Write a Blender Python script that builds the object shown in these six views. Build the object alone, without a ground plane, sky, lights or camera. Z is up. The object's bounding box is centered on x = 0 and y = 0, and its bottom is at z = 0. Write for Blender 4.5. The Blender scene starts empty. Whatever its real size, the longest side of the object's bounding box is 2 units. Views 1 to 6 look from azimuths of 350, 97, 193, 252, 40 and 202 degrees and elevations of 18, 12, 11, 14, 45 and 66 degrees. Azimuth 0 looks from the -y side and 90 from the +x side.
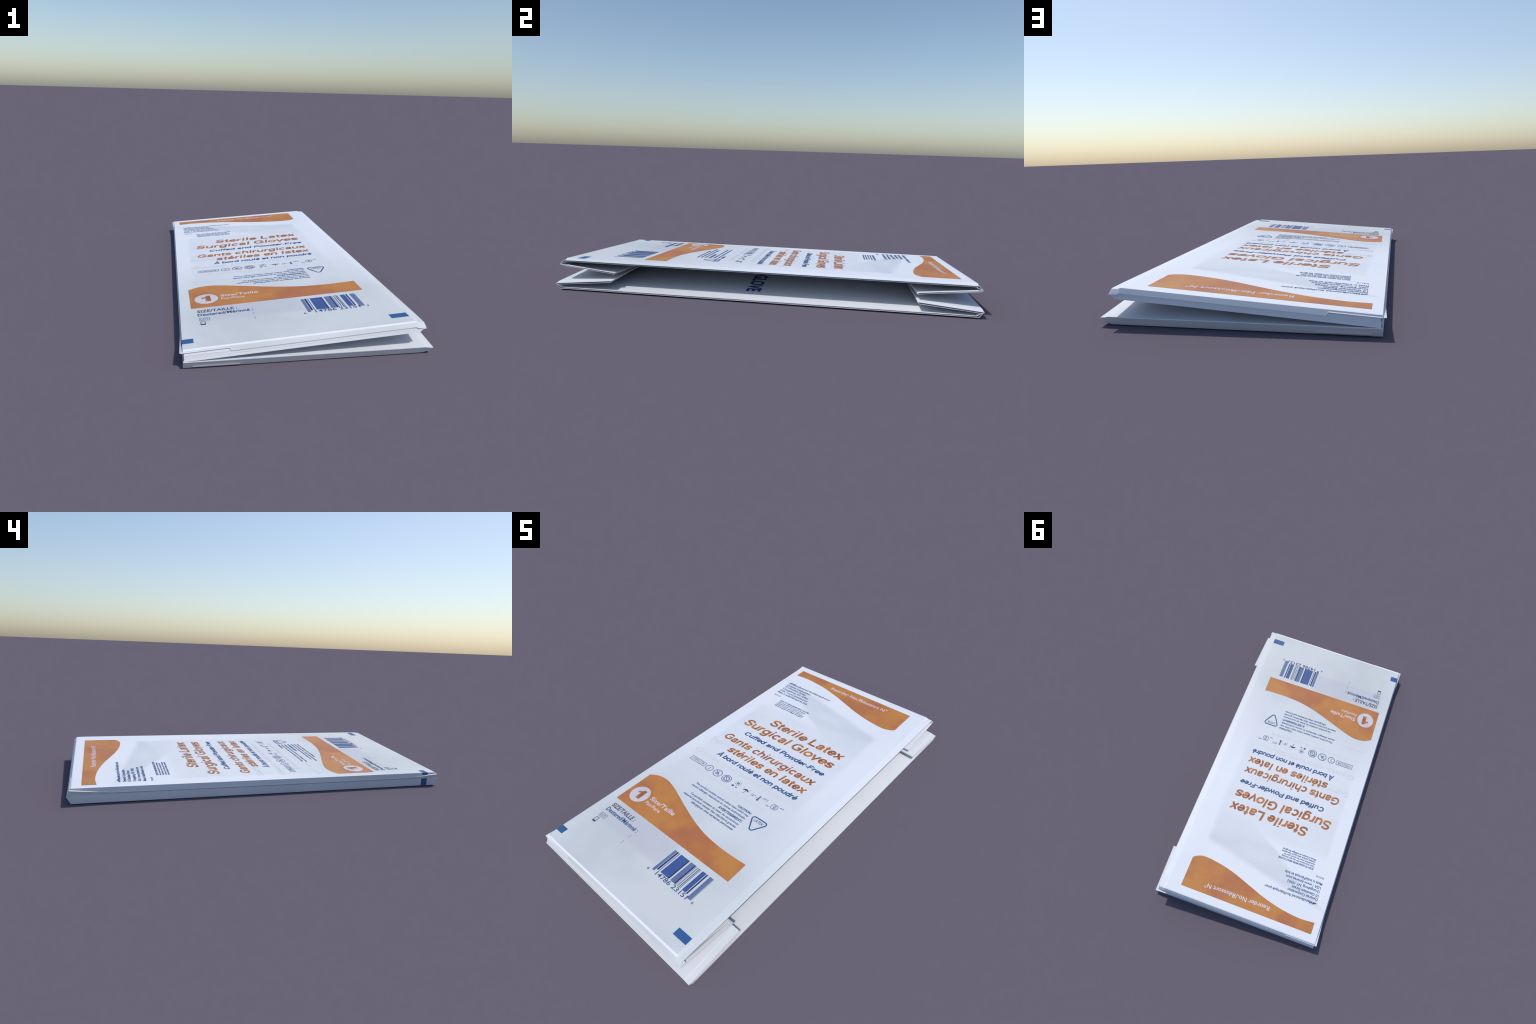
"""Folded paper inner wrap of a pair of surgical gloves: a wallet of double-ply
paper folded along its long left edge, with hemmed end flaps turned inwards."""
import bpy, bmesh, math, random
from mathutils import Vector

random.seed(7)

# ------------------------------------------------------------------ geometry rules
X_SPINE = -0.500          # long folded edge
Y_FOLD = 0.981            # end folds (mirrored about y = 0)
Y_HEM = 0.717             # inner end of the turned-in flaps
SLOPE = 0.0723            # the upper leaf rises away from the spine
PLY = 0.0018              # paper thickness


def lerp(a, b, t):
    return a + (b - a) * t


def table(x, pts):
    """piecewise linear rule through (x, value) pairs"""
    if x <= pts[0][0]:
        return pts[0][1]
    for (xa, a), (xb, b) in zip(pts, pts[1:]):
        if x <= xb:
            return lerp(a, b, (x - xa) / (xb - xa))
    return pts[-1][1]


def top_plane(x):
    """upper surface of the printed leaf"""
    return 0.0735 + (x - X_SPINE) * SLOPE


def top_edge(x):
    """same, with the pressed margin along the open edge"""
    return top_plane(x) - table(x, [(0.431, 0.0), (0.444, 0.0054), (0.468, 0.0068)])


# ------------------------------------------------------------------ materials
def new_mat(name):
    m = bpy.data.materials.new(name)
    m.use_nodes = True
    nt = m.node_tree
    nt.nodes.clear()
    out = nt.nodes.new('ShaderNodeOutputMaterial')
    b = nt.nodes.new('ShaderNodeBsdfPrincipled')
    nt.links.new(b.outputs[0], out.inputs[0])
    return m, nt, b


def math_node(nt, op, a, b=None, c=None, clamp=False):
    n = nt.nodes.new('ShaderNodeMath')
    n.operation = op
    n.use_clamp = clamp
    for i, v in enumerate((a, b, c)):
        if v is None:
            continue
        if isinstance(v, (int, float)):
            n.inputs[i].default_value = v
        else:
            nt.links.new(v, n.inputs[i])
    return n.outputs[0]


def smooth(nt, val, lo, hi):
    n = nt.nodes.new('ShaderNodeMapRange')
    n.interpolation_type = 'SMOOTHSTEP'
    nt.links.new(val, n.inputs[0])
    n.inputs[1].default_value = lo
    n.inputs[2].default_value = hi
    return n.outputs[0]


def mix_col(nt, fac, a, b, blend='MIX'):
    n = nt.nodes.new('ShaderNodeMix')
    n.data_type = 'RGBA'
    n.blend_type = blend
    for sock, v in ((n.inputs[0], fac), (n.inputs[6], a), (n.inputs[7], b)):
        if isinstance(v, (int, float)):
            sock.default_value = v
        elif isinstance(v, tuple):
            sock.default_value = (*v, 1.0)
        else:
            nt.links.new(v, sock)
    return n.outputs[2]


def noise(nt, vec, scale, detail=3.0, rough=0.5):
    n = nt.nodes.new('ShaderNodeTexNoise')
    n.inputs['Scale'].default_value = scale
    n.inputs['Detail'].default_value = detail
    n.inputs['Roughness'].default_value = rough
    nt.links.new(vec, n.inputs['Vector'])
    return n.outputs['Fac']


def coords(nt):
    t = nt.nodes.new('ShaderNodeTexCoord')
    s = nt.nodes.new('ShaderNodeSeparateXYZ')
    nt.links.new(t.outputs['Object'], s.inputs[0])
    return t.outputs['Object'], s.outputs[0], s.outputs[1], s.outputs[2]


def grain_bump(nt, b, vec, scale=260, strength=0.05):
    bp = nt.nodes.new('ShaderNodeBump')
    bp.inputs['Strength'].default_value = strength
    bp.inputs['Distance'].default_value = 0.002
    nt.links.new(noise(nt, vec, scale, 4), bp.inputs['Height'])
    nt.links.new(bp.outputs[0], b.inputs['Normal'])


PAPER = (0.76, 0.79, 0.85)


def paper_material():
    m, nt, b = new_mat('white_paper')
    vec, x, y, z = coords(nt)
    f = smooth(nt, noise(nt, vec, 5.0, 4), 0.35, 0.7)
    # colour runs slightly greyer towards the seal end
    graded_grey = mix_col(nt, smooth(nt, y, -0.95, 0.6), (0.655, 0.677, 0.72), (0.745, 0.77, 0.82))
    col = mix_col(nt, f, graded_grey, mix_col(nt, 1.0, graded_grey, (0.96, 0.965, 0.965), 'MULTIPLY'))
    nt.links.new(col, b.inputs['Base Color'])
    b.inputs['Roughness'].default_value = 0.62
    b.inputs['Specular IOR Level'].default_value = 0.3
    grain_bump(nt, b, vec)
    return m


def printed_paper_material():
    """the same paper with the window-like film: grey show-through patches"""
    m, nt, b = new_mat('printed_paper')
    vec, x, y, z = coords(nt)
    f = smooth(nt, noise(nt, vec, 4.0, 4), 0.35, 0.7)
    col = mix_col(nt, f, PAPER, tuple(c * k for c, k in zip(PAPER, (0.965, 0.975, 0.985))))
    # smooth greener-grey gradient towards the seal end
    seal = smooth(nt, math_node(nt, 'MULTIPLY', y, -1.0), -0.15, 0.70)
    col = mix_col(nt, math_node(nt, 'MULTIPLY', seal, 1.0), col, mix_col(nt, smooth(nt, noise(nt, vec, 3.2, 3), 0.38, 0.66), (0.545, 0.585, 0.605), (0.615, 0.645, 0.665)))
    # the margins outside the enclosed gloves keep the clean paper tone
    ax = smooth(nt, x, 0.34, 0.475)
    col = mix_col(nt, math_node(nt, 'MULTIPLY', ax, 0.28), col, PAPER)
    lx = smooth(nt, math_node(nt, 'MULTIPLY', x, -1.0), 0.40, 0.49)
    col = mix_col(nt, math_node(nt, 'MULTIPLY', lx, 0.22), col, PAPER)
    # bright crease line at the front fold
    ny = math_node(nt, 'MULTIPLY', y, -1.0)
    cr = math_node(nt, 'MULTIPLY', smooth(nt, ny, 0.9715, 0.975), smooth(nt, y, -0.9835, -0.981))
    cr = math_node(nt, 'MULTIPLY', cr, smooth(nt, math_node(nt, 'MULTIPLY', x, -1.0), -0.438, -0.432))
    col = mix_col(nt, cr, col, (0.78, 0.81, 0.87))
    # the enclosed gloves: a faint, wrinkled grey panel behind the lettering
    pan = math_node(nt, 'MULTIPLY', smooth(nt, x, -0.435, -0.40), smooth(nt, math_node(nt, 'MULTIPLY', x, -1.0), -0.34, -0.29))
    pan = math_node(nt, 'MULTIPLY', pan, math_node(nt, 'MULTIPLY', smooth(nt, y, -0.40, -0.30), smooth(nt, ny, -0.52, -0.44)))
    mp = nt.nodes.new('ShaderNodeMapping')
    mp.inputs['Scale'].default_value = (2.0, 5.0, 1.0)
    nt.links.new(vec, mp.inputs['Vector'])
    wr = smooth(nt, noise(nt, mp.outputs[0], 1.6, 4, 0.55), 0.40, 0.66)
    col = mix_col(nt, math_node(nt, 'MULTIPLY', pan, math_node(nt, 'MULTIPLY_ADD', wr, 0.22, 0.28)), col, (0.60, 0.635, 0.685))
    # lavender-grey strip between the labels and the bar code
    s1 = math_node(nt, 'MULTIPLY', smooth(nt, y, -0.775, -0.735), smooth(nt, math_node(nt, 'MULTIPLY', y, -1.0), 0.60, 0.63))
    s1 = math_node(nt, 'MULTIPLY', s1, smooth(nt, x, -0.44, -0.36))
    s1 = math_node(nt, 'MULTIPLY', s1, smooth(nt, math_node(nt, 'MULTIPLY', x, -1.0), -0.06, -0.02))
    col = mix_col(nt, math_node(nt, 'MULTIPLY', s1, 0.6), col, (0.50, 0.515, 0.585))
    # grey wedge of the folded cuff showing through below the rear band
    wob = math_node(nt, 'MULTIPLY', math_node(nt, 'SUBTRACT', noise(nt, vec, 7, 3), 0.5), 0.06)
    yy = math_node(nt, 'ADD', y, wob)
    diag = math_node(nt, 'ADD', yy, math_node(nt, 'MULTIPLY', x, 0.62))       # y + 0.62 x
    g = smooth(nt, diag, 0.462, 0.50)
    g = math_node(nt, 'MULTIPLY', g, smooth(nt, math_node(nt, 'MULTIPLY', math_node(nt, 'ADD', y, math_node(nt, 'MULTIPLY', x, 0.22)), -1.0), -0.705, -0.66))
    g = math_node(nt, 'MULTIPLY', g, smooth(nt, math_node(nt, 'MULTIPLY', x, -1.0), -0.325, -0.29))
    fade = smooth(nt, y, 0.36, 0.60)
    g = math_node(nt, 'MULTIPLY', g, fade)
    col = mix_col(nt, math_node(nt, 'MULTIPLY', g, math_node(nt, 'MULTIPLY_ADD', wr, -0.30, 0.85)), col, (0.585, 0.625, 0.685))
    nt.links.new(col, b.inputs['Base Color'])
    b.inputs['Roughness'].default_value = 0.55
    b.inputs['Specular IOR Level'].default_value = 0.3
    grain_bump(nt, b, vec, 200, 0.04)
    return m


def ink(name, c1, c2=None, scale=9.0, rough=0.55):
    m, nt, b = new_mat(name)
    vec, x, y, z = coords(nt)
    c2 = c2 or tuple(c * 0.85 for c in c1)
    f = smooth(nt, noise(nt, vec, scale, 4, 0.6), 0.35, 0.68)
    nt.links.new(mix_col(nt, f, c1, c2), b.inputs['Base Color'])
    b.inputs['Roughness'].default_value = rough
    b.inputs['Specular IOR Level'].default_value = 0.3
    return m


M_PAPER = paper_material()
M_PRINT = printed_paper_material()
M_ORANGE = ink('orange_ink', (0.52, 0.225, 0.062), (0.43, 0.155, 0.068), 6.0)
M_TITLE = ink('title_ink', (0.50, 0.205, 0.05), (0.27, 0.085, 0.055), 22.0)
M_NAVY = ink('navy_ink', (0.045, 0.105, 0.27), (0.035, 0.075, 0.20), 20)
M_SMALL = ink('small_print_ink', (0.085, 0.15, 0.32), (0.06, 0.11, 0.25), 25)
M_GREY = ink('grey_ink', (0.13, 0.175, 0.31), (0.20, 0.245, 0.38), 25)
M_BLACK = ink('black_ink', (0.07, 0.085, 0.14), None, 20)
M_BLUE = ink('blue_ink', (0.036, 0.115, 0.30), (0.034, 0.10, 0.26), 12)
M_BAR = ink('bar_blue_ink', (0.05, 0.10, 0.285), (0.055, 0.11, 0.30), 12)
M_BAR_PALE = ink('bar_pale_ink', (0.13, 0.185, 0.34), (0.105, 0.16, 0.32), 12)
M_BAR_DARK = ink('bar_dark_ink', (0.025, 0.04, 0.16), None, 12)
M_WHITE = ink('white_ink', (0.72, 0.65, 0.74), (0.64, 0.54, 0.62), 30)
M_DISC = ink('disc_ink', (0.60, 0.58, 0.64), (0.55, 0.53, 0.58), 12)
M_GHOST = ink('show_through_ink', (0.625, 0.655, 0.70), (0.645, 0.675, 0.72), 12)
M_GLOVE = ink('lettering_ink', (0.022, 0.04, 0.27), None, 10)

# ------------------------------------------------------------------ objects
COL = bpy.context.scene.collection


def add_object(name, mesh, parent, mat):
    ob = bpy.data.objects.new(name, mesh)
    COL.objects.link(ob)
    ob.parent = parent
    if mat:
        mesh.materials.clear()
        mesh.materials.append(mat)
    return ob


def mesh_from_bm(bm, name):
    me = bpy.data.meshes.new(name)
    bm.to_mesh(me)
    bm.free()
    for p in me.polygons:
        p.use_smooth = False
    return me


def add_sheet(bm, rows, thick, flip=False):
    """a solid sheet of paper through a grid of points; thickness goes to one side"""
    nr, nc = len(rows), len(rows[0])
    P = [[Vector(p) for p in r] for r in rows]
    N = [[Vector() for _ in r] for r in rows]
    for i in range(nr - 1):
        for j in range(nc - 1):
            n = (P[i + 1][j + 1] - P[i][j]).cross(P[i][j + 1] - P[i + 1][j])
            if n.length > 1e-12:
                n.normalize()
            for a, b in ((i, j), (i + 1, j), (i, j + 1), (i + 1, j + 1)):
                N[a][b] += n
    sg = -1.0 if flip else 1.0
    A = [[bm.verts.new(P[i][j]) for j in range(nc)] for i in range(nr)]
    B = [[bm.verts.new(P[i][j] - sg * thick * N[i][j].normalized()) for j in range(nc)] for i in range(nr)]

    def quad(a, b, c, d):
        bm.faces.new((a, b, c, d) if not flip else (d, c, b, a))
    for i in range(nr - 1):
        for j in range(nc - 1):
            quad(A[i][j], A[i + 1][j], A[i + 1][j + 1], A[i][j + 1])
            quad(B[i][j], B[i][j + 1], B[i + 1][j + 1], B[i + 1][j])
    for j in range(nc - 1):
        quad(A[0][j], A[0][j + 1], B[0][j + 1], B[0][j])
        quad(A[-1][j + 1], A[-1][j], B[-1][j], B[-1][j + 1])
    for i in range(nr - 1):
        quad(A[i + 1][0], A[i][0], B[i][0], B[i + 1][0])
        quad(A[i][-1], A[i + 1][-1], B[i + 1][-1], B[i][-1])


def sheet_object(name, parent, mat, sheets):
    bm = bmesh.new()
    for rows, thick, flip in sheets:
        add_sheet(bm, rows, thick, flip)
    bmesh.ops.recalc_face_normals(bm, faces=bm.faces)
    return add_object(name, mesh_from_bm(bm, name), parent, mat)


root = bpy.data.objects.new('glove_wrapper', None)
COL.objects.link(root)
root['label'] = 'white folded paper surgical glove wrapper with orange wave bands'
root['category'] = 'glove packet'

# --------------------------------------------------------- upper leaf (printed outside)
STEP = -0.319      # where the sealed corner ends and the hem starts
XS = [-0.500, -0.47, STEP - 0.004, STEP + 0.002, -0.15, 0.05, 0.25, 0.40, 0.431, 0.444, 0.468]


def hem_row(x, s):
    """the outer ply at an end: crease, short wall, cut edge of the ply"""
    t = top_edge(x)
    if x <= STEP:
        lip = (x, s * 0.9880, t - 0.0085)
        mid = (x, s * 0.9840, t - 0.0065)
    else:
        zl = t - table(x, [(0.444, 0.0195), (0.456, 0.0180), (0.468, 0.0175)])
        yl = table(x, [(0.431, 0.9925), (0.444, 0.9950), (0.468, 0.9965)])
        dx = table(x, [(0.434, 0), (0.468, 0.0045)])
        lip = (x + dx, s * yl, zl)
        mid = (x + dx * 0.5, s * lerp(Y_FOLD, yl, 0.5), lerp(t - 0.0012, zl, 0.5))
    return mid, lip


rows = []
for x in XS:
    t = top_edge(x)
    row = []
    for s in (-1, 1):
        mid, lip = hem_row(x, s)
        part = [lip, mid, (x, s * Y_FOLD, t - 0.0014), (x, s * (Y_FOLD - 0.006), t)]
        tm = top_plane(x) - table(x, [(0.431, 0.0), (0.468, 0.0058)])     # the margin is creased only near the ends
        part += [(x, s * 0.90, tm), (x, s * 0.60, tm), (x, s * 0.2, tm)]
        row += part if s < 0 else part[::-1]
    rows.append(row)
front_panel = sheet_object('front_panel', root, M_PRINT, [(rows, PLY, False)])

# inner ply of the upper leaf
rows = []
for x in (-0.488, -0.2, 0.1, 0.431, 0.444, 0.4655):
    t = top_edge(x) - 0.0046
    rows.append([(x, y, t) for y in (-0.971, -0.5, 0.0, 0.5, 0.971)])
sheet_object('lining', root, M_PAPER, [(rows, 0.0021, False)])

# turned-in end flaps of the upper leaf
XF = [-0.4955, -0.40, -0.2, 0.0, 0.2, 0.40, 0.447, 0.461, 0.4735]


def upper_flap_rows(s):
    """one end of the upper leaf, running down the slanting end wall and in under it"""
    rows = []
    for x in XF:
        t = top_edge(x)
        tp = top_plane(x)
        pinch = table(x, [(0.447, 0.0), (0.461, 0.88), (0.4735, 1.0)])
        bot = lerp(tp - 0.0400, 0.1155, pinch)
        lo = table(x, [(-0.488, 0.0335), (0.0, 0.0505), (0.213, 0.0635), (0.461, 0.0815), (0.4735, 0.0835)])
        hi = lo + table(x, [(-0.488, 0.004), (0.2, 0.0075), (0.4735, 0.0085)])
        xe = x + table(x, [(0.44, 0.0), (0.4735, 0.006)])
        rows.append([
            (x, s * 0.970, t - 0.0075),
            (x, s * lerp(0.984, 0.9885, pinch), lerp(bot + 0.010, 0.1190, pinch)),
            (x, s * lerp(0.986, 0.9895, pinch), lerp(bot + 0.006, 0.1175, pinch)),
            (xe, s * (Y_HEM + 0.006), hi),
            (xe, s * Y_HEM, hi - 0.002),
            (xe, s * (Y_HEM - 0.001), lo),
            (x, s * lerp(0.9985, 0.9965, pinch), bot),
            (x, s * lerp(0.9985, 0.9970, pinch), bot + 0.0012),
            (x, s * lerp(0.9962, 0.9960, pinch), lerp(lerp(bot, t - 0.0185, 0.30), 0.1168, pinch)),
            (x, s * lerp(0.9950, 0.9956, pinch), lerp(lerp(bot, t - 0.0185, 0.32), 0.1170, pinch)),
            (x, s * lerp(0.9932, 0.9945, pinch), lerp(lerp(bot, t - 0.0185, 0.62), 0.1176, pinch)),
            (x, s * lerp(0.9920, 0.9940, pinch), lerp(lerp(bot, t - 0.0185, 0.64), 0.1178, pinch)),
            (x, s * lerp(0.9900, 0.9930, pinch), lerp(t - 0.0185, 0.1185, pinch)),
            (x, s * lerp(0.9835, 0.9880, pinch), lerp(t - 0.0090, 0.1225, pinch)),
        ])
    return rows


for s in (-1, 1):
    sheet_object('end_flap', root, M_PAPER, [(upper_flap_rows(s), PLY, s > 0)])

# --------------------------------------------------------- lower leaf
XB = [-0.500, -0.47, -0.462, -0.285, -0.277, 0.0, 0.25, 0.44, 0.479, 0.492, 0.5105]


def low_z(x):
    return table(x, [(0.479, 0.0), (0.492, 0.0035), (0.5105, 0.0045)])


def floor_z(x):
    """upper face of the lower lining, bellied a little towards the spine"""
    return table(x, [(-0.49, 0.0215), (-0.1, 0.0190), (0.15, 0.0165), (0.40, 0.0135), (0.510, 0.0118)])


rows = []
for x in XB:
    z = low_z(x)
    row = []
    for s in (-1, 1):
        if -0.466 < x < -0.281:          # reinforced strip of the hem
            lip = (x, s * 0.9915, 0.0165)
            mid = (x, s * 0.9885, 0.0060)
        else:
            k = table(x, [(0.479, 0.0), (0.492, 0.8), (0.5105, 1.0)])
            lip = (x + 0.0022 * k, s * 0.9955, lerp(0.0250, 0.0255, k))
            mid = (x + 0.001 * k, s * lerp(Y_FOLD, 0.9955, 0.5), lerp(z, lip[2], 0.5))
        part = [lip, mid, (x, s * (Y_FOLD + 0.001), z), (x, s * 0.60, z), (x, s * 0.2, z)]
        row += part if s < 0 else part[::-1]
    rows.append(row)
back_panel = sheet_object('back_panel', root, M_PAPER, [(rows, PLY, True)])

rows = []
for x in (-0.490, -0.1, 0.15, 0.40, 0.472, 0.510):
    z = floor_z(x)
    rows.append([(x, y, z) for y in (-0.972, -0.5, 0.0, 0.5, 0.972)])
sheet_object('lining', root, M_PAPER, [(rows, 0.0021, False)])

XG = [-0.4990, -0.40, -0.2, 0.0, 0.2, 0.42, 0.482, 0.496, 0.5125]


def lower_flap_rows(s):
    rows = []
    for x in XG:
        pinch = table(x, [(0.482, 0.0), (0.496, 0.88), (0.5125, 1.0)])
        top = lerp(0.0332, 0.0296, pinch)
        hi = table(x, [(-0.49, 0.0295), (0.0, 0.0460), (0.16, 0.0560), (0.4, 0.0585), (0.5125, 0.0580)])
        lo = hi - table(x, [(-0.49, 0.004), (0.1, 0.006), (0.5125, 0.0065)])
        if s > 0:
            hi -= 0.0018
            lo -= 0.0018
        rows.append([
            (x, s * 0.9862, 0.0100 + 0.012 * pinch),
            (x, s * lerp(0.9920, 0.9945, pinch), lerp(0.0215, 0.0262, pinch)),
            (x, s * 0.9985, top - 0.0010),
            (x, s * 0.9985, top),
            (x + 0.0006 * pinch, s * Y_HEM, hi),
            (x + 0.0006 * pinch, s * (Y_HEM + 0.0005), lo + 0.002),
            (x, s * (Y_HEM + 0.007), lo),
            (x, s * lerp(0.986, 0.991, pinch), lerp(top - 0.006, 0.0252, pinch)),
            (x, s * lerp(0.983, 0.989, pinch), lerp(0.018, 0.0235, pinch)),
            (x, s * 0.971, floor_z(x) + 0.0004),
        ])
    return rows


for s in (-1, 1):
    sheet_object('end_flap', root, M_PAPER, [(lower_flap_rows(s), PLY, s < 0)])

# --------------------------------------------------------- spine with sealed corners
YS = [-0.9865, -0.9822, -0.93, -0.892, -0.80, -0.72, -0.4, 0.0, 0.4, 0.72, 0.80, 0.892, 0.93, 0.9822, 0.9865]


def spine_section(y):
    a = abs(y)
    k = table(a, [(0.79, 0.0), (0.984, 1.0)])
    zt = 0.0735 if a < 0.985 else 0.0680
    lip_x = lerp(-0.5058, -0.5125, k)
    lip_z = lerp(0.0470, 0.0652, k)
    foot = (lerp(-0.5035, -0.5012, k), lip_z + lerp(0.003, 0.0022, k))
    if a > 0.985:
        foot = (-0.502, lip_z + 0.0008)
        zt = lip_z + 0.001
    return [(-0.4995, zt), foot, (lip_x, lip_z), (lerp(-0.4985, -0.5000, k), lip_z - 0.0035), (-0.4955, 0.0405)]


upper_rows = [[(px, y, pz) for px, pz in spine_section(y)] for y in YS]
lower_rows = []
for y in (-0.981, -0.93, -0.892, -0.4, 0.0, 0.4, 0.981):
    lower_rows.append([(-0.490, y, 0.0425), (-0.4995, y, 0.0415), (-0.5003, y, 0.020), (-0.5003, y, 0.0004)])
corner_caps = []
for s in (-1, 1):      # gussets closing the ends of the leaves beside the spine
    corner_caps.append(([[(-0.4984, s * 0.955, z), (-0.4984, s * y, z)] for y, z in ((0.9815, 0.002), (0.9970, 0.0315), (0.9830, 0.0405))], 0.001, s < 0))
    corner_caps.append(([[(-0.4948, s * 0.955, z), (-0.4948, s * y, z)] for y, z in ((0.9965, 0.0350), (0.9850, 0.0640))], 0.001, s < 0))
spine = sheet_object('spine', root, M_PAPER, [(upper_rows, 0.0016, False), (lower_rows, PLY, False)] + corner_caps)


# ------------------------------------------------------------------ printing
def to_panel(px, py, h):
    return (px - SLOPE * h, py, top_edge(px) + h)


def drape(me, h0):
    """lay a flat printed shape on the sloping printed leaf"""
    for v in me.vertices:
        v.co = to_panel(v.co.x, v.co.y, h0 + v.co.z)
    me.update()


INK = 0.00025   # ink film
H1, H2, H3 = 0.0004, 0.0009, 0.0014


def prism(bm, pts, z0=0.0, z1=INK):
    a = [bm.verts.new((x, y, z1)) for x, y in pts]
    b = [bm.verts.new((x, y, z0)) for x, y in pts]
    f = bm.faces.new(a)
    if f.normal.z < 0 or f.calc_area() == 0:
        pass
    bm.faces.new(b[::-1])
    n = len(pts)
    for i in range(n):
        bm.faces.new((a[i], b[i], b[(i + 1) % n], a[(i + 1) % n]))


def shape_object(name, shapes, mat, h, parent=None):
    bm = bmesh.new()
    for k, pts in enumerate(shapes):
        lift = 0.00003 * (k % 6)
        prism(bm, pts, lift, INK + lift)
    bmesh.ops.recalc_face_normals(bm, faces=bm.faces)
    bmesh.ops.triangulate(bm, faces=bm.faces)
    me = mesh_from_bm(bm, name)
    drape(me, h)
    return add_object(name, me, parent or front_panel, mat)


def rect(x0, y0, x1, y1):
    return [(x0, y0), (x1, y0), (x1, y1), (x0, y1)]


def circle(cx, cy, rx, ry=None, n=40):
    ry = ry or rx
    return [(cx + rx * math.cos(2 * math.pi * i / n), cy + ry * math.sin(2 * math.pi * i / n)) for i in range(n)]


def stroke(pts, w, closed=False):
    """ribbon of constant width along a polyline: mitred quads that share edges"""
    P = [Vector(p) for p in pts]
    n = len(P)
    left, right = [], []
    for i in range(n):
        a = P[i - 1] if (closed or i > 0) else None
        b = P[(i + 1) % n] if (closed or i < n - 1) else None
        da = (P[i] - a).normalized() if a is not None else None
        db = (b - P[i]).normalized() if b is not None else None
        da = da if da is not None else db
        db = db if db is not None else da
        na, nb = Vector((-da.y, da.x)), Vector((-db.y, db.x))
        m = na + nb
        m = na if m.length < 1e-6 else m.normalized()
        k = min(1.0 / max(m.dot(na), 0.35), 2.2)
        left.append(tuple(P[i] + m * k * w / 2))
        right.append(tuple(P[i] - m * k * w / 2))
    if closed:
        left.append(left[0])
        right.append(right[0])
    return [left + right[::-1]] if not closed else [[left[i], left[i + 1], right[i + 1], right[i]] for i in range(n)]


def smooth_curve(ctrl, n=8):
    """Catmull-Rom through control points"""
    out = []
    for i in range(len(ctrl) - 1):
        p0 = ctrl[max(i - 1, 0)]
        p1, p2 = ctrl[i], ctrl[i + 1]
        p3 = ctrl[min(i + 2, len(ctrl) - 1)]
        for k in range(n):
            t = k / n
            out.append(tuple(0.5 * (2 * p1[a] + (p2[a] - p0[a]) * t + (2 * p0[a] - 5 * p1[a] + 4 * p2[a] - p3[a]) * t * t
                                    + (3 * p1[a] - p0[a] - 3 * p2[a] + p3[a]) * t ** 3) for a in (0, 1)))
    out.append(ctrl[-1])
    return out


def text_mesh(body, x0, x1, base, cap, bold=0.0, shear=0.0):
    """lettering fitted between x0 and x1 with the given cap height"""
    cu = bpy.data.curves.new('t', 'FONT')
    cu.body = body
    cu.size = 1.0
    cu.offset = bold
    cu.shear = shear
    cu.resolution_u = 3
    cu.fill_mode = 'FRONT'
    ob = bpy.data.objects.new('t', cu)
    COL.objects.link(ob)
    bpy.context.view_layer.update()
    dg = bpy.context.evaluated_depsgraph_get()
    me = bpy.data.meshes.new_from_object(ob.evaluated_get(dg))
    bpy.data.objects.remove(ob)
    bpy.data.curves.remove(cu)
    xs = [v.co.x for v in me.vertices]
    lo, hi = min(xs), max(xs)
    sx = (x1 - x0) / (hi - lo)
    sy = cap / CAP
    for v in me.vertices:
        v.co = (x0 + (v.co.x - lo) * sx, base + v.co.y * sy, 0.0)
    return me


def measure_cap():
    cu = bpy.data.curves.new('t', 'FONT')
    cu.body = 'H'
    ob = bpy.data.objects.new('t', cu)
    COL.objects.link(ob)
    bpy.context.view_layer.update()
    me = bpy.data.meshes.new_from_object(ob.evaluated_get(bpy.context.evaluated_depsgraph_get()))
    h = max(v.co.y for v in me.vertices)
    bpy.data.objects.remove(ob)
    return h


CAP = measure_cap()


def solid_text(me):
    """give the letters the depth of the ink film"""
    bm = bmesh.new()
    bm.from_mesh(me)
    bmesh.ops.remove_doubles(bm, verts=bm.verts, dist=1e-7)
    ext = bmesh.ops.extrude_face_region(bm, geom=list(bm.faces))
    for g in ext['geom']:
        if isinstance(g, bmesh.types.BMVert):
            g.co.z += INK
    bmesh.ops.recalc_face_normals(bm, faces=bm.faces)
    bm.to_mesh(me)
    bm.free()
    for p in me.polygons:
        p.use_smooth = False


def text_object(name, body, x0, x1, base, cap, mat, bold=0.0, h=H1, shear=0.0, parent=None):
    me = text_mesh(body, x0, x1, base, cap, bold, shear)
    solid_text(me)
    me.name = name
    drape(me, h)
    return add_object(name, me, parent or front_panel, mat)


# ------------------------------------------------------------------ grotesque lettering
# A plain sans drawn with strokes of one weight. Units: cap height 1, x-height 0.72.
def arc(cx, cy, rx, ry, a0, a1, n=18):
    return [(cx + rx * math.cos(math.radians(lerp(a0, a1, k / n))), cy + ry * math.sin(math.radians(lerp(a0, a1, k / n)))) for k in range(n + 1)]


def soft(*pts):
    return smooth_curve(list(pts), 5)


def snake(w, h, m):
    """S-shaped spine in a box of width w and height h"""
    f = lambda u, v: (m + u * (w - 2 * m), 0.075 + v * (h - 0.15))
    return soft(f(0.97, 0.77), f(0.83, 0.95), f(0.49, 1.0), f(0.16, 0.93), f(0.04, 0.75), f(0.18, 0.59), f(0.50, 0.51),
                f(0.83, 0.42), f(0.97, 0.24), f(0.84, 0.06), f(0.50, 0.0), f(0.14, 0.06), f(0.0, 0.25))


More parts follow.
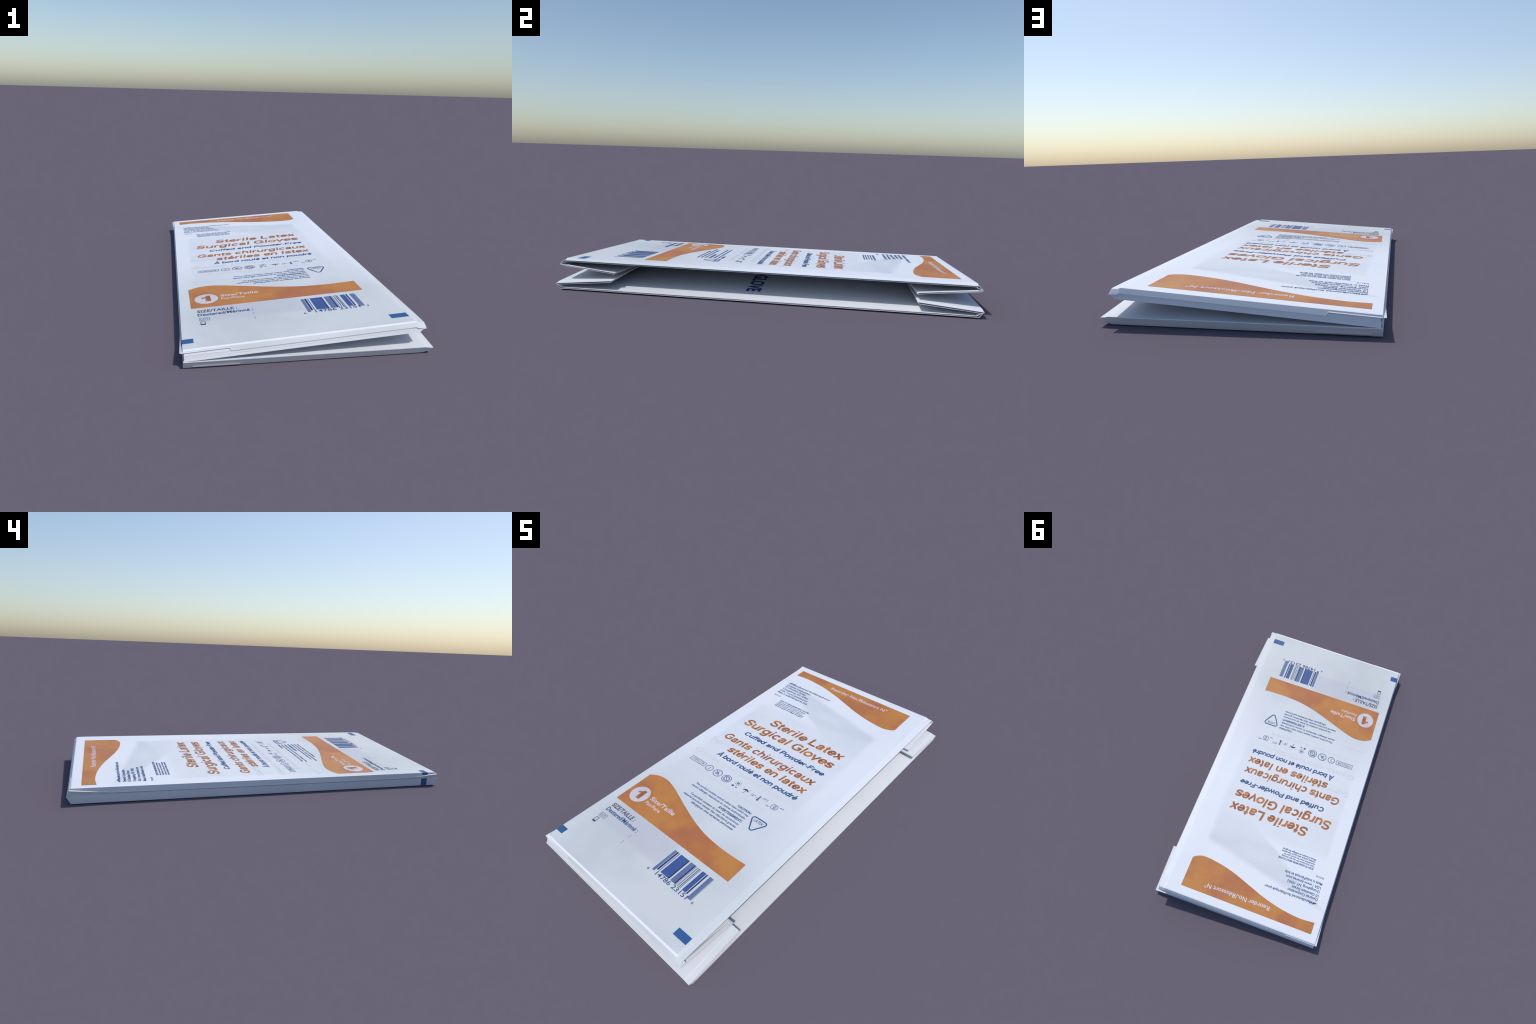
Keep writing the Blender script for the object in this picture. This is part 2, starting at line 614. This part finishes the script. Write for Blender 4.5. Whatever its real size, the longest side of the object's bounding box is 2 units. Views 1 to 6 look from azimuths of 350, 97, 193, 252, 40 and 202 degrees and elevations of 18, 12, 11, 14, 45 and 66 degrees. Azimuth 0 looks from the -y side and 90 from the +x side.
ARCH = soft((0.15, 0.38), (0.23, 0.56), (0.42, 0.645), (0.60, 0.58), (0.68, 0.42), (0.68, 0.0))
RING_B = arc(0.45, 0.36, 0.285, 0.288, 0, 360, 26)[:-1]
RING_D = arc(0.40, 0.36, 0.285, 0.288, 0, 360, 26)[:-1]
RING_O = arc(0.42, 0.36, 0.325, 0.288, 0, 360, 26)[:-1]
E_BODY = [(0.12, 0.35), (0.695, 0.35)] + arc(0.41, 0.36, 0.29, 0.288, 8, 322, 22)
# letter: (advance, open strokes, closed strokes)
GLYPH = {
    ' ': (0.39, [], []), '-': (0.46, [[(0.06, 0.33), (0.40, 0.33)]], []),
    'S': (0.93, [snake(0.93, 1.0, 0.13)], []), 's': (0.77, [snake(0.77, 0.72, 0.11)], []),
    'G': (1.08, [arc(0.54, 0.5, 0.43, 0.425, 40, 318) + [(0.92, 0.20), (0.92, 0.47), (0.58, 0.47)]], []),
    'C': (1.00, [arc(0.52, 0.5, 0.41, 0.425, 38, 322)], []),
    'P': (0.93, [[(0.16, 0), (0.16, 1)], [(0.16, 0.925), (0.52, 0.925)] + arc(0.55, 0.685, 0.25, 0.24, 80, -80, 10) + [(0.52, 0.445), (0.16, 0.445)]], []),
    'F': (0.86, [[(0.16, 0), (0.16, 1)], [(0.16, 0.925), (0.80, 0.925)], [(0.16, 0.51), (0.72, 0.51)]], []),
    'L': (0.86, [[(0.16, 1), (0.16, 0.075), (0.82, 0.075)]], []),
    'À': (1.00, [[(0.08, 0), (0.47, 1.0)], [(0.53, 1.0), (0.92, 0)], [(0.22, 0.31), (0.78, 0.31)], [(0.36, 1.24), (0.56, 1.09)]], []),
    'a': (0.78, [[(0.62, 0)] + soft((0.62, 0.40), (0.57, 0.58), (0.38, 0.645), (0.20, 0.59), (0.14, 0.47)),
                 soft((0.62, 0.40), (0.38, 0.36), (0.18, 0.29), (0.15, 0.17), (0.27, 0.065), (0.46, 0.09), (0.60, 0.25))], []),
    'b': (0.85, [[(0.15, 0), (0.15, 1)]], [RING_B]), 'd': (0.85, [[(0.70, 0), (0.70, 1)]], [RING_D]),
    'p': (0.85, [[(0.15, -0.28), (0.15, 0.72)]], [RING_B]),
    'g': (0.85, [[(0.70, 0.72)] + soft((0.70, 0.0), (0.63, -0.17), (0.42, -0.225), (0.22, -0.18), (0.16, -0.07))], [RING_D]),
    'c': (0.77, [arc(0.41, 0.36, 0.29, 0.288, 42, 318)], []), 'e': (0.78, [E_BODY], []),
    'é': (0.78, [E_BODY, [(0.33, 0.82), (0.52, 1.0)]], []),
    'f': (0.46, [[(0.21, 0)] + soft((0.21, 0.76), (0.26, 0.90), (0.36, 0.93), (0.46, 0.92)), [(0.02, 0.65), (0.43, 0.65)]], []),
    'h': (0.84, [[(0.15, 0), (0.15, 1)], ARCH], []), 'n': (0.84, [[(0.15, 0), (0.15, 0.72)], ARCH], []),
    'u': (0.84, [soft((0.15, 0.72), (0.15, 0.30), (0.23, 0.13), (0.41, 0.07), (0.59, 0.14), (0.68, 0.32)), [(0.68, 0.72), (0.68, 0)]], []),
    'r': (0.54, [[(0.15, 0), (0.15, 0.72)], soft((0.15, 0.38), (0.22, 0.56), (0.34, 0.635), (0.50, 0.645))], []),
    'i': (0.39, [[(0.19, 0), (0.19, 0.72)], [(0.19, 0.85), (0.19, 1)]], []), 'l': (0.39, [[(0.19, 0), (0.19, 1)]], []),
    't': (0.47, [[(0.22, 0.92)] + soft((0.22, 0.22), (0.26, 0.10), (0.35, 0.07), (0.45, 0.08)), [(0.02, 0.65), (0.44, 0.65)]], []),
    'o': (0.85, [], [RING_O]), 'v': (0.77, [[(0.06, 0.72), (0.385, 0.03), (0.71, 0.72)]], []),
    'w': (1.08, [[(0.06, 0.72), (0.29, 0.03), (0.54, 0.66), (0.79, 0.03), (1.02, 0.72)]], []),
    'x': (0.77, [[(0.08, 0.0), (0.69, 0.72)], [(0.08, 0.72), (0.69, 0.0)]], []),
}


def grotesque_object(name, body, x0, x1, base, cap, mat, weight, slant=0.19):
    total = sum(GLYPH[ch][0] for ch in body)
    first, last = 0.07, 0.06
    sx = (x1 - x0 - 0.72 * slant * cap) / (total - first - last)
    pen = x0 - first * sx
    bm = bmesh.new()
    for ch in body:
        adv, lines, rings = GLYPH[ch]
        for k, (pts, closed) in enumerate([(p, False) for p in lines] + [(p, True) for p in rings]):
            lift = 0.00004 * k
            for poly in stroke(pts, weight, closed):
                prism(bm, [(pen + px * sx + slant * py * cap, base + py * cap) for px, py in poly], lift, INK + lift)
        pen += adv * sx
    bmesh.ops.recalc_face_normals(bm, faces=bm.faces)
    bmesh.ops.triangulate(bm, faces=bm.faces)
    me = mesh_from_bm(bm, name)
    drape(me, H1)
    return add_object(name, me, front_panel, mat)


# orange wave bands
rear_wave = smooth_curve([(0.351, 0.753), (0.327, 0.736), (0.282, 0.725), (0.189, 0.734), (0.083, 0.758), (-0.038, 0.799),
                          (-0.123, 0.828), (-0.243, 0.858), (-0.368, 0.872), (-0.462, 0.866)])
shape_object('orange_band', [[(-0.462, 0.934), (0.351, 0.930)][::-1] [::-1] + rear_wave], M_ORANGE, H1)
front_wave = smooth_curve([(-0.454, -0.393), (-0.408, -0.369), (-0.345, -0.363), (-0.271, -0.381), (-0.207, -0.404), (-0.109, -0.440),
                           (-0.029, -0.467), (0.060, -0.489), (0.123, -0.498), (0.209, -0.503), (0.291, -0.501), (0.346, -0.498)])
shape_object('orange_band', [front_wave + [(0.348, -0.613), (-0.451, -0.614)]], M_ORANGE, H1)

# titles
grotesque_object('title_lettering', 'Sterile Latex', -0.252, 0.262, 0.3390, 0.0600, M_TITLE, 0.200)
grotesque_object('title_lettering', 'Surgical Gloves', -0.378, 0.263, 0.2500, 0.0600, M_TITLE, 0.200)
grotesque_object('subtitle_lettering', 'Cuffed and Powder-Free', -0.303, 0.262, 0.1770, 0.0310, M_NAVY, 0.220)
grotesque_object('title_lettering', 'Gants chirurgicaux', -0.380, 0.263, 0.0840, 0.0510, M_TITLE, 0.200)
grotesque_object('title_lettering', 'stériles en latex', -0.277, 0.265, 0.0085, 0.0510, M_TITLE, 0.200)
grotesque_object('subtitle_lettering', 'À bord roulé et non poudré', -0.296, 0.263, -0.0515, 0.0310, M_NAVY, 0.220)

# faint show-through of the inner print
text_object('show_through_lettering', 'Surg', -0.425, -0.285, 0.0250, 0.036, M_GHOST, 0.02, h=0.0002)
text_object('show_through_lettering', 'Gants chirurgicaux', -0.428, 0.20, -0.098, 0.032, M_GHOST, 0.02, h=0.0002)
text_object('show_through_lettering', 'À bord roulé et non poudré', -0.345, 0.19, -0.212, 0.024, M_GHOST, 0.02, h=0.0002)
shape_object('show_through_patch', [rect(-0.43, -0.305, -0.335, -0.280), rect(-0.30, -0.300, -0.235, -0.285)], M_GHOST, 0.0002)

# reorder line, size line, disc
text_object('white_lettering', 'Reorder No./Réassort N°', -0.188, 0.220, 0.8690, 0.0255, M_WHITE, 0.014, h=H2)
shape_object('size_disc', [circle(-0.376, -0.522, 0.0545)], M_DISC, H2)
shape_object('size_numeral', [[(-0.380, -0.551), (-0.355, -0.551), (-0.357, -0.489), (-0.372, -0.489), (-0.383, -0.502),
                               (-0.398, -0.507), (-0.398, -0.519), (-0.379, -0.514)]], M_TITLE, H3)
text_object('white_lettering', 'Size/Taille', -0.308, -0.131, -0.5140, 0.0240, M_WHITE, 0.014, h=H2)
text_object('white_lettering', 'Pair/Paire', -0.308, -0.200, -0.5475, 0.0195, M_WHITE, 0.006, h=H2)

# labels
text_object('label_lettering', 'SIZE/TAILLE :', -0.426, -0.250, -0.6645, 0.0240, M_BLACK, 0.020)
text_object('label_lettering', 'Dextered/Mérinné :', -0.426, -0.184, -0.6995, 0.0235, M_NAVY, 0.020)
text_object('label_lettering', 'LOT', -0.416, -0.383, -0.7400, 0.0150, M_GREY, 0.02)
shape_object('symbol', stroke(rect(-0.421, -0.745, -0.378, -0.720), 0.0022, True), M_GREY, H1)
shape_object('symbol', stroke(rect(-0.417, -0.778, -0.399, -0.756), 0.003, True) + [rect(-0.419, -0.786, -0.397, -0.778)], M_BLACK, H1)
for yc in (-0.730, -0.773):
    shape_object('symbol', [circle(-0.1885, yc + 0.006, 0.0022, 0.003, 10), circle(-0.1885, yc - 0.006, 0.0022, 0.003, 10)], M_GREY, H1)

# blue register marks, one wrapping over the spine
shape_object('register_mark', [rect(0.353, -0.928, 0.4285, -0.8925)], M_BLUE, H1)
shape_object('register_mark', [rect(-0.4995, -0.931, -0.4560, -0.8955)], M_BLUE, H1)
bm = bmesh.new()
sec = {y: spine_section(y) for y in (-0.931, -0.8955)}
mark_rows = []
for y in (-0.931, -0.8955):
    (ax, az), (bx, bz) = sec[y][0], sec[y][1]
    mark_rows.append([(ax - 0.0006, y, az + 0.0004), (bx - 0.0006, y, bz + 0.0004)])
add_sheet(bm, mark_rows, 0.0003)
add_sheet(bm, [[(-0.5009, y, 0.0405), (-0.5009, y, 0.0010)] for y in (-0.929, -0.8925)], 0.0003)
bmesh.ops.recalc_face_normals(bm, faces=bm.faces)
add_object('register_mark', mesh_from_bm(bm, 'register_mark'), spine, M_BLUE)

# bar code
BX0, BX1 = 0.041, 0.295
bars = [(0.0, 0.055, 'p'), (0.065, 0.10, 'd'), (0.118, 0.136, 'p'), (0.165, 0.365, 'b'), (0.365, 0.39, 'd'), (0.425, 0.525, 'p'),
        (0.525, 0.553, 'd'), (0.563, 0.575, 'p'), (0.60, 0.617, 'p'), (0.64, 0.654, 'd'), (0.667, 0.680, 'p'), (0.725, 0.815, 'b'),
        (0.830, 0.858, 'd'), (0.905, 0.985, 'p'), (0.990, 1.0, 'p')]
for a, b, k in bars:
    guard = a < 0.06 or a > 0.9
    yb = -0.781 if guard else -0.768
    shape_object('bar', [rect(lerp(BX0, BX1, a), yb, lerp(BX0, BX1, b), -0.6445)],
                 {'p': M_BAR_PALE, 'b': M_BAR, 'd': M_BAR_DARK}[k], H1)
text_object('bar_code_digits', '14786 23151', 0.072, 0.272, -0.7925, 0.0215, M_NAVY, 0.010)
text_object('bar_code_digits', '6', 0.020, 0.030, -0.795, 0.014, M_BLACK, 0.01)
text_object('bar_code_digits', '9', 0.303, 0.312, -0.792, 0.014, M_BLACK, 0.01)

# maker's address
shape_object('symbol', [[(-0.439, 0.757), (-0.415, 0.757), (-0.415, 0.774), (-0.421, 0.766), (-0.421, 0.769), (-0.428, 0.764),
                         (-0.428, 0.767), (-0.434, 0.763), (-0.439, 0.763)]], M_BLACK, H1)
address = [('Manufactured for/Fabriqué pour', -0.411, -0.113, 0.7555, 0.0155), ('Dynarex Corporation', -0.438, -0.250, 0.7290, 0.0155),
           ('10 Glenshaw Street', -0.437, -0.268, 0.7060, 0.0155), ('Orangeburg, NY 10962', -0.436, -0.232, 0.6815, 0.0155),
           ('USA / www.dynarex.com', -0.436, -0.216, 0.6575, 0.0155), ('Made in India/Fabriqué en Inde', -0.437, -0.201, 0.6335, 0.0155),
           ('R.2110', -0.435, -0.387, 0.5995, 0.0105)]
for body, a, b, y, c in address:
    text_object('address_lettering', body, a, b, y, c, M_SMALL, 0.022)
note = [('SCAN TO LEARN MORE ABOUT GLOVES', -0.358, -0.134, 0.5660, 0.0110, 0.022), ('View instructions for use and donning', -0.358, -0.150, 0.5515, 0.0095, 0.008),
        ('Numériser pour en savoir plus ici', -0.357, -0.160, 0.5375, 0.0095, 0.008), ('visitez notre site pour les gants', -0.357, -0.140, 0.5230, 0.0095, 0.012),
        ('Mode d\'emploi et enfilage des gants', -0.356, -0.142, 0.5090, 0.0095, 0.012)]
for body, a, b, y, c, w in note:
    text_object('note_lettering', body, a, b, y, c, M_SMALL, w + 0.014)

# symbols row
shape_object('symbol', stroke(rect(-0.389, -0.1665, -0.2815, -0.1395), 0.0034, True), M_GREY, H1)
text_object('symbol_lettering', 'STERILE', -0.380, -0.318, -0.159, 0.0130, M_GREY, 0.012)
shape_object('symbol', stroke([(-0.312, -0.1665), (-0.312, -0.1395)], 0.003), M_GREY, H1)
text_object('symbol_lettering', 'R', -0.304, -0.291, -0.159, 0.0130, M_SMALL, 0.03)


def ring(cx, cy, rx, ry, w):
    return stroke(circle(cx, cy, rx, ry, 28), w, True)


shape_object('symbol', ring(-0.246, -0.155, 0.0225, 0.0205, 0.0042), M_GREY, H1)
text_object('symbol_lettering', '2', -0.2525, -0.2395, -0.164, 0.0180, M_GREY, 0.008)
shape_object('symbol', ring(-0.182, -0.155, 0.0265, 0.0235, 0.0045), M_GREY, H1)
shape_object('symbol', [[(-0.197, -0.163), (-0.187, -0.151), (-0.183, -0.141), (-0.176, -0.150), (-0.168, -0.165), (-0.179, -0.159), (-0.184, -0.166)]], M_GREY, H1)
shape_object('symbol', stroke([(-0.200, -0.140), (-0.164, -0.170)], 0.0035), M_GREY, H2)
shape_object('symbol', ring(-0.114, -0.156, 0.0275, 0.0245, 0.0045), M_GREY, H1)
shape_object('symbol', ring(-0.114, -0.156, 0.0160, 0.0140, 0.0065), M_GREY, H1)
shape_object('symbol', stroke([(-0.133, -0.140), (-0.095, -0.172)], 0.004), M_GREY, H2)
# keep away from sunlight
rays = []
for k in range(8):
    a = math.pi * 2 * k / 8
    rays += stroke([(-0.040 + 0.013 * math.cos(a), -0.143 + 0.011 * math.sin(a)), (-0.040 + 0.021 * math.cos(a), -0.143 + 0.018 * math.sin(a))], 0.003)
shape_object('symbol', rays + [circle(-0.040, -0.143, 0.0085, 0.0075, 16)], M_GREY, H1)
shape_object('symbol', [circle(-0.054, -0.171, 0.0080, 0.0060, 14), circle(-0.030, -0.172, 0.0050, 0.0040, 12)], M_SMALL, H2)
# keep dry
shape_object('symbol', [[(0.004, -0.160), (0.012, -0.150), (0.025, -0.145), (0.038, -0.150), (0.046, -0.160), (0.026, -0.156)]], M_BLACK, H1)
shape_object('symbol', stroke([(0.026, -0.156), (0.026, -0.174), (0.021, -0.178)], 0.003) + stroke([(0.047, -0.141), (0.042, -0.147)], 0.0025)
             + stroke([(-0.002, -0.141), (0.002, -0.146)], 0.002), M_SMALL, H1)
# temperature limits
text_object('symbol_lettering', '10°', 0.066, 0.090, -0.166, 0.0160, M_GREY, 0.012)
shape_object('symbol', stroke([(0.096, -0.158), (0.105, -0.158)], 0.003), M_GREY, H1)
shape_object('symbol', stroke([(0.114, -0.166), (0.114, -0.138)], 0.0075) + [circle(0.114, -0.168, 0.007, 0.0065, 14)], M_SMALL, H1)
shape_object('symbol', stroke([(0.122, -0.145), (0.130, -0.145)], 0.003), M_GREY, H1)
text_object('symbol_lettering', '30°C', 0.133, 0.164, -0.147, 0.0130, M_GREY, 0.010)
# open end mark
shape_object('symbol', stroke([(0.170, -0.166), (0.190, -0.168)], 0.0042) + ring(0.209, -0.153, 0.0125, 0.0165, 0.0032) + ring(0.222, -0.152, 0.0105, 0.0165, 0.0032)
             + stroke([(0.214, -0.145), (0.214, -0.162)], 0.003) + stroke([(0.240, -0.139), (0.262, -0.135)], 0.0042), M_GREY, H1)

# caution paragraph, ranged right
RX = 0.158
caution = [('CAUTION:', 0.068, -0.2640, 0.0115, 0.04), ('This product contains natural rubber latex which may', -0.216, -0.2835, 0.0115, 0.014),
           ('cause allergic reactions in some individuals.', -0.224, -0.3055, 0.0120, 0.014), ('AVERTISSEMENT:', -0.003, -0.3315, 0.0135, 0.03),
           ('Ce produit contient du latex de caoutchouc', -0.181, -0.3530, 0.0120, 0.014), ('naturel pouvant causer des réactions graves', -0.211, -0.3735, 0.0120, 0.016),
           ('allergiques chez certaines personnes', -0.132, -0.3940, 0.0120, 0.016)]
for body, a, y, c, w in caution:
    text_object('caution_lettering', body, a, RX, y, c, M_SMALL, w + 0.010)

# latex warning triangle
tri = []
for (cx, cy), a0 in (((0.1905, -0.270), 210), ((0.2505, -0.270), 90), ((0.2205, -0.323), -30)):
    for k in range(9):
        a = math.radians(a0 - k * 15)
        tri.append((cx + 0.0125 * math.cos(a), cy + 0.0125 * math.sin(a)))
shape_object('warning_triangle', stroke(tri, 0.0064, True), M_NAVY, H1)
text_object('symbol_lettering', 'LATEX', 0.1935, 0.2490, -0.2835, 0.0165, M_SMALL, 0.012)

# lettering inside the lower leaf
me = text_mesh('GLOVE', 0.052, 0.368, -0.084, 0.066, 0.03)
solid_text(me)
for v in me.vertices:
    v.co.z += floor_z(v.co.x) + 0.0006
me.name = 'glove_lettering'
add_object('glove_lettering', me, back_panel, M_GLOVE)
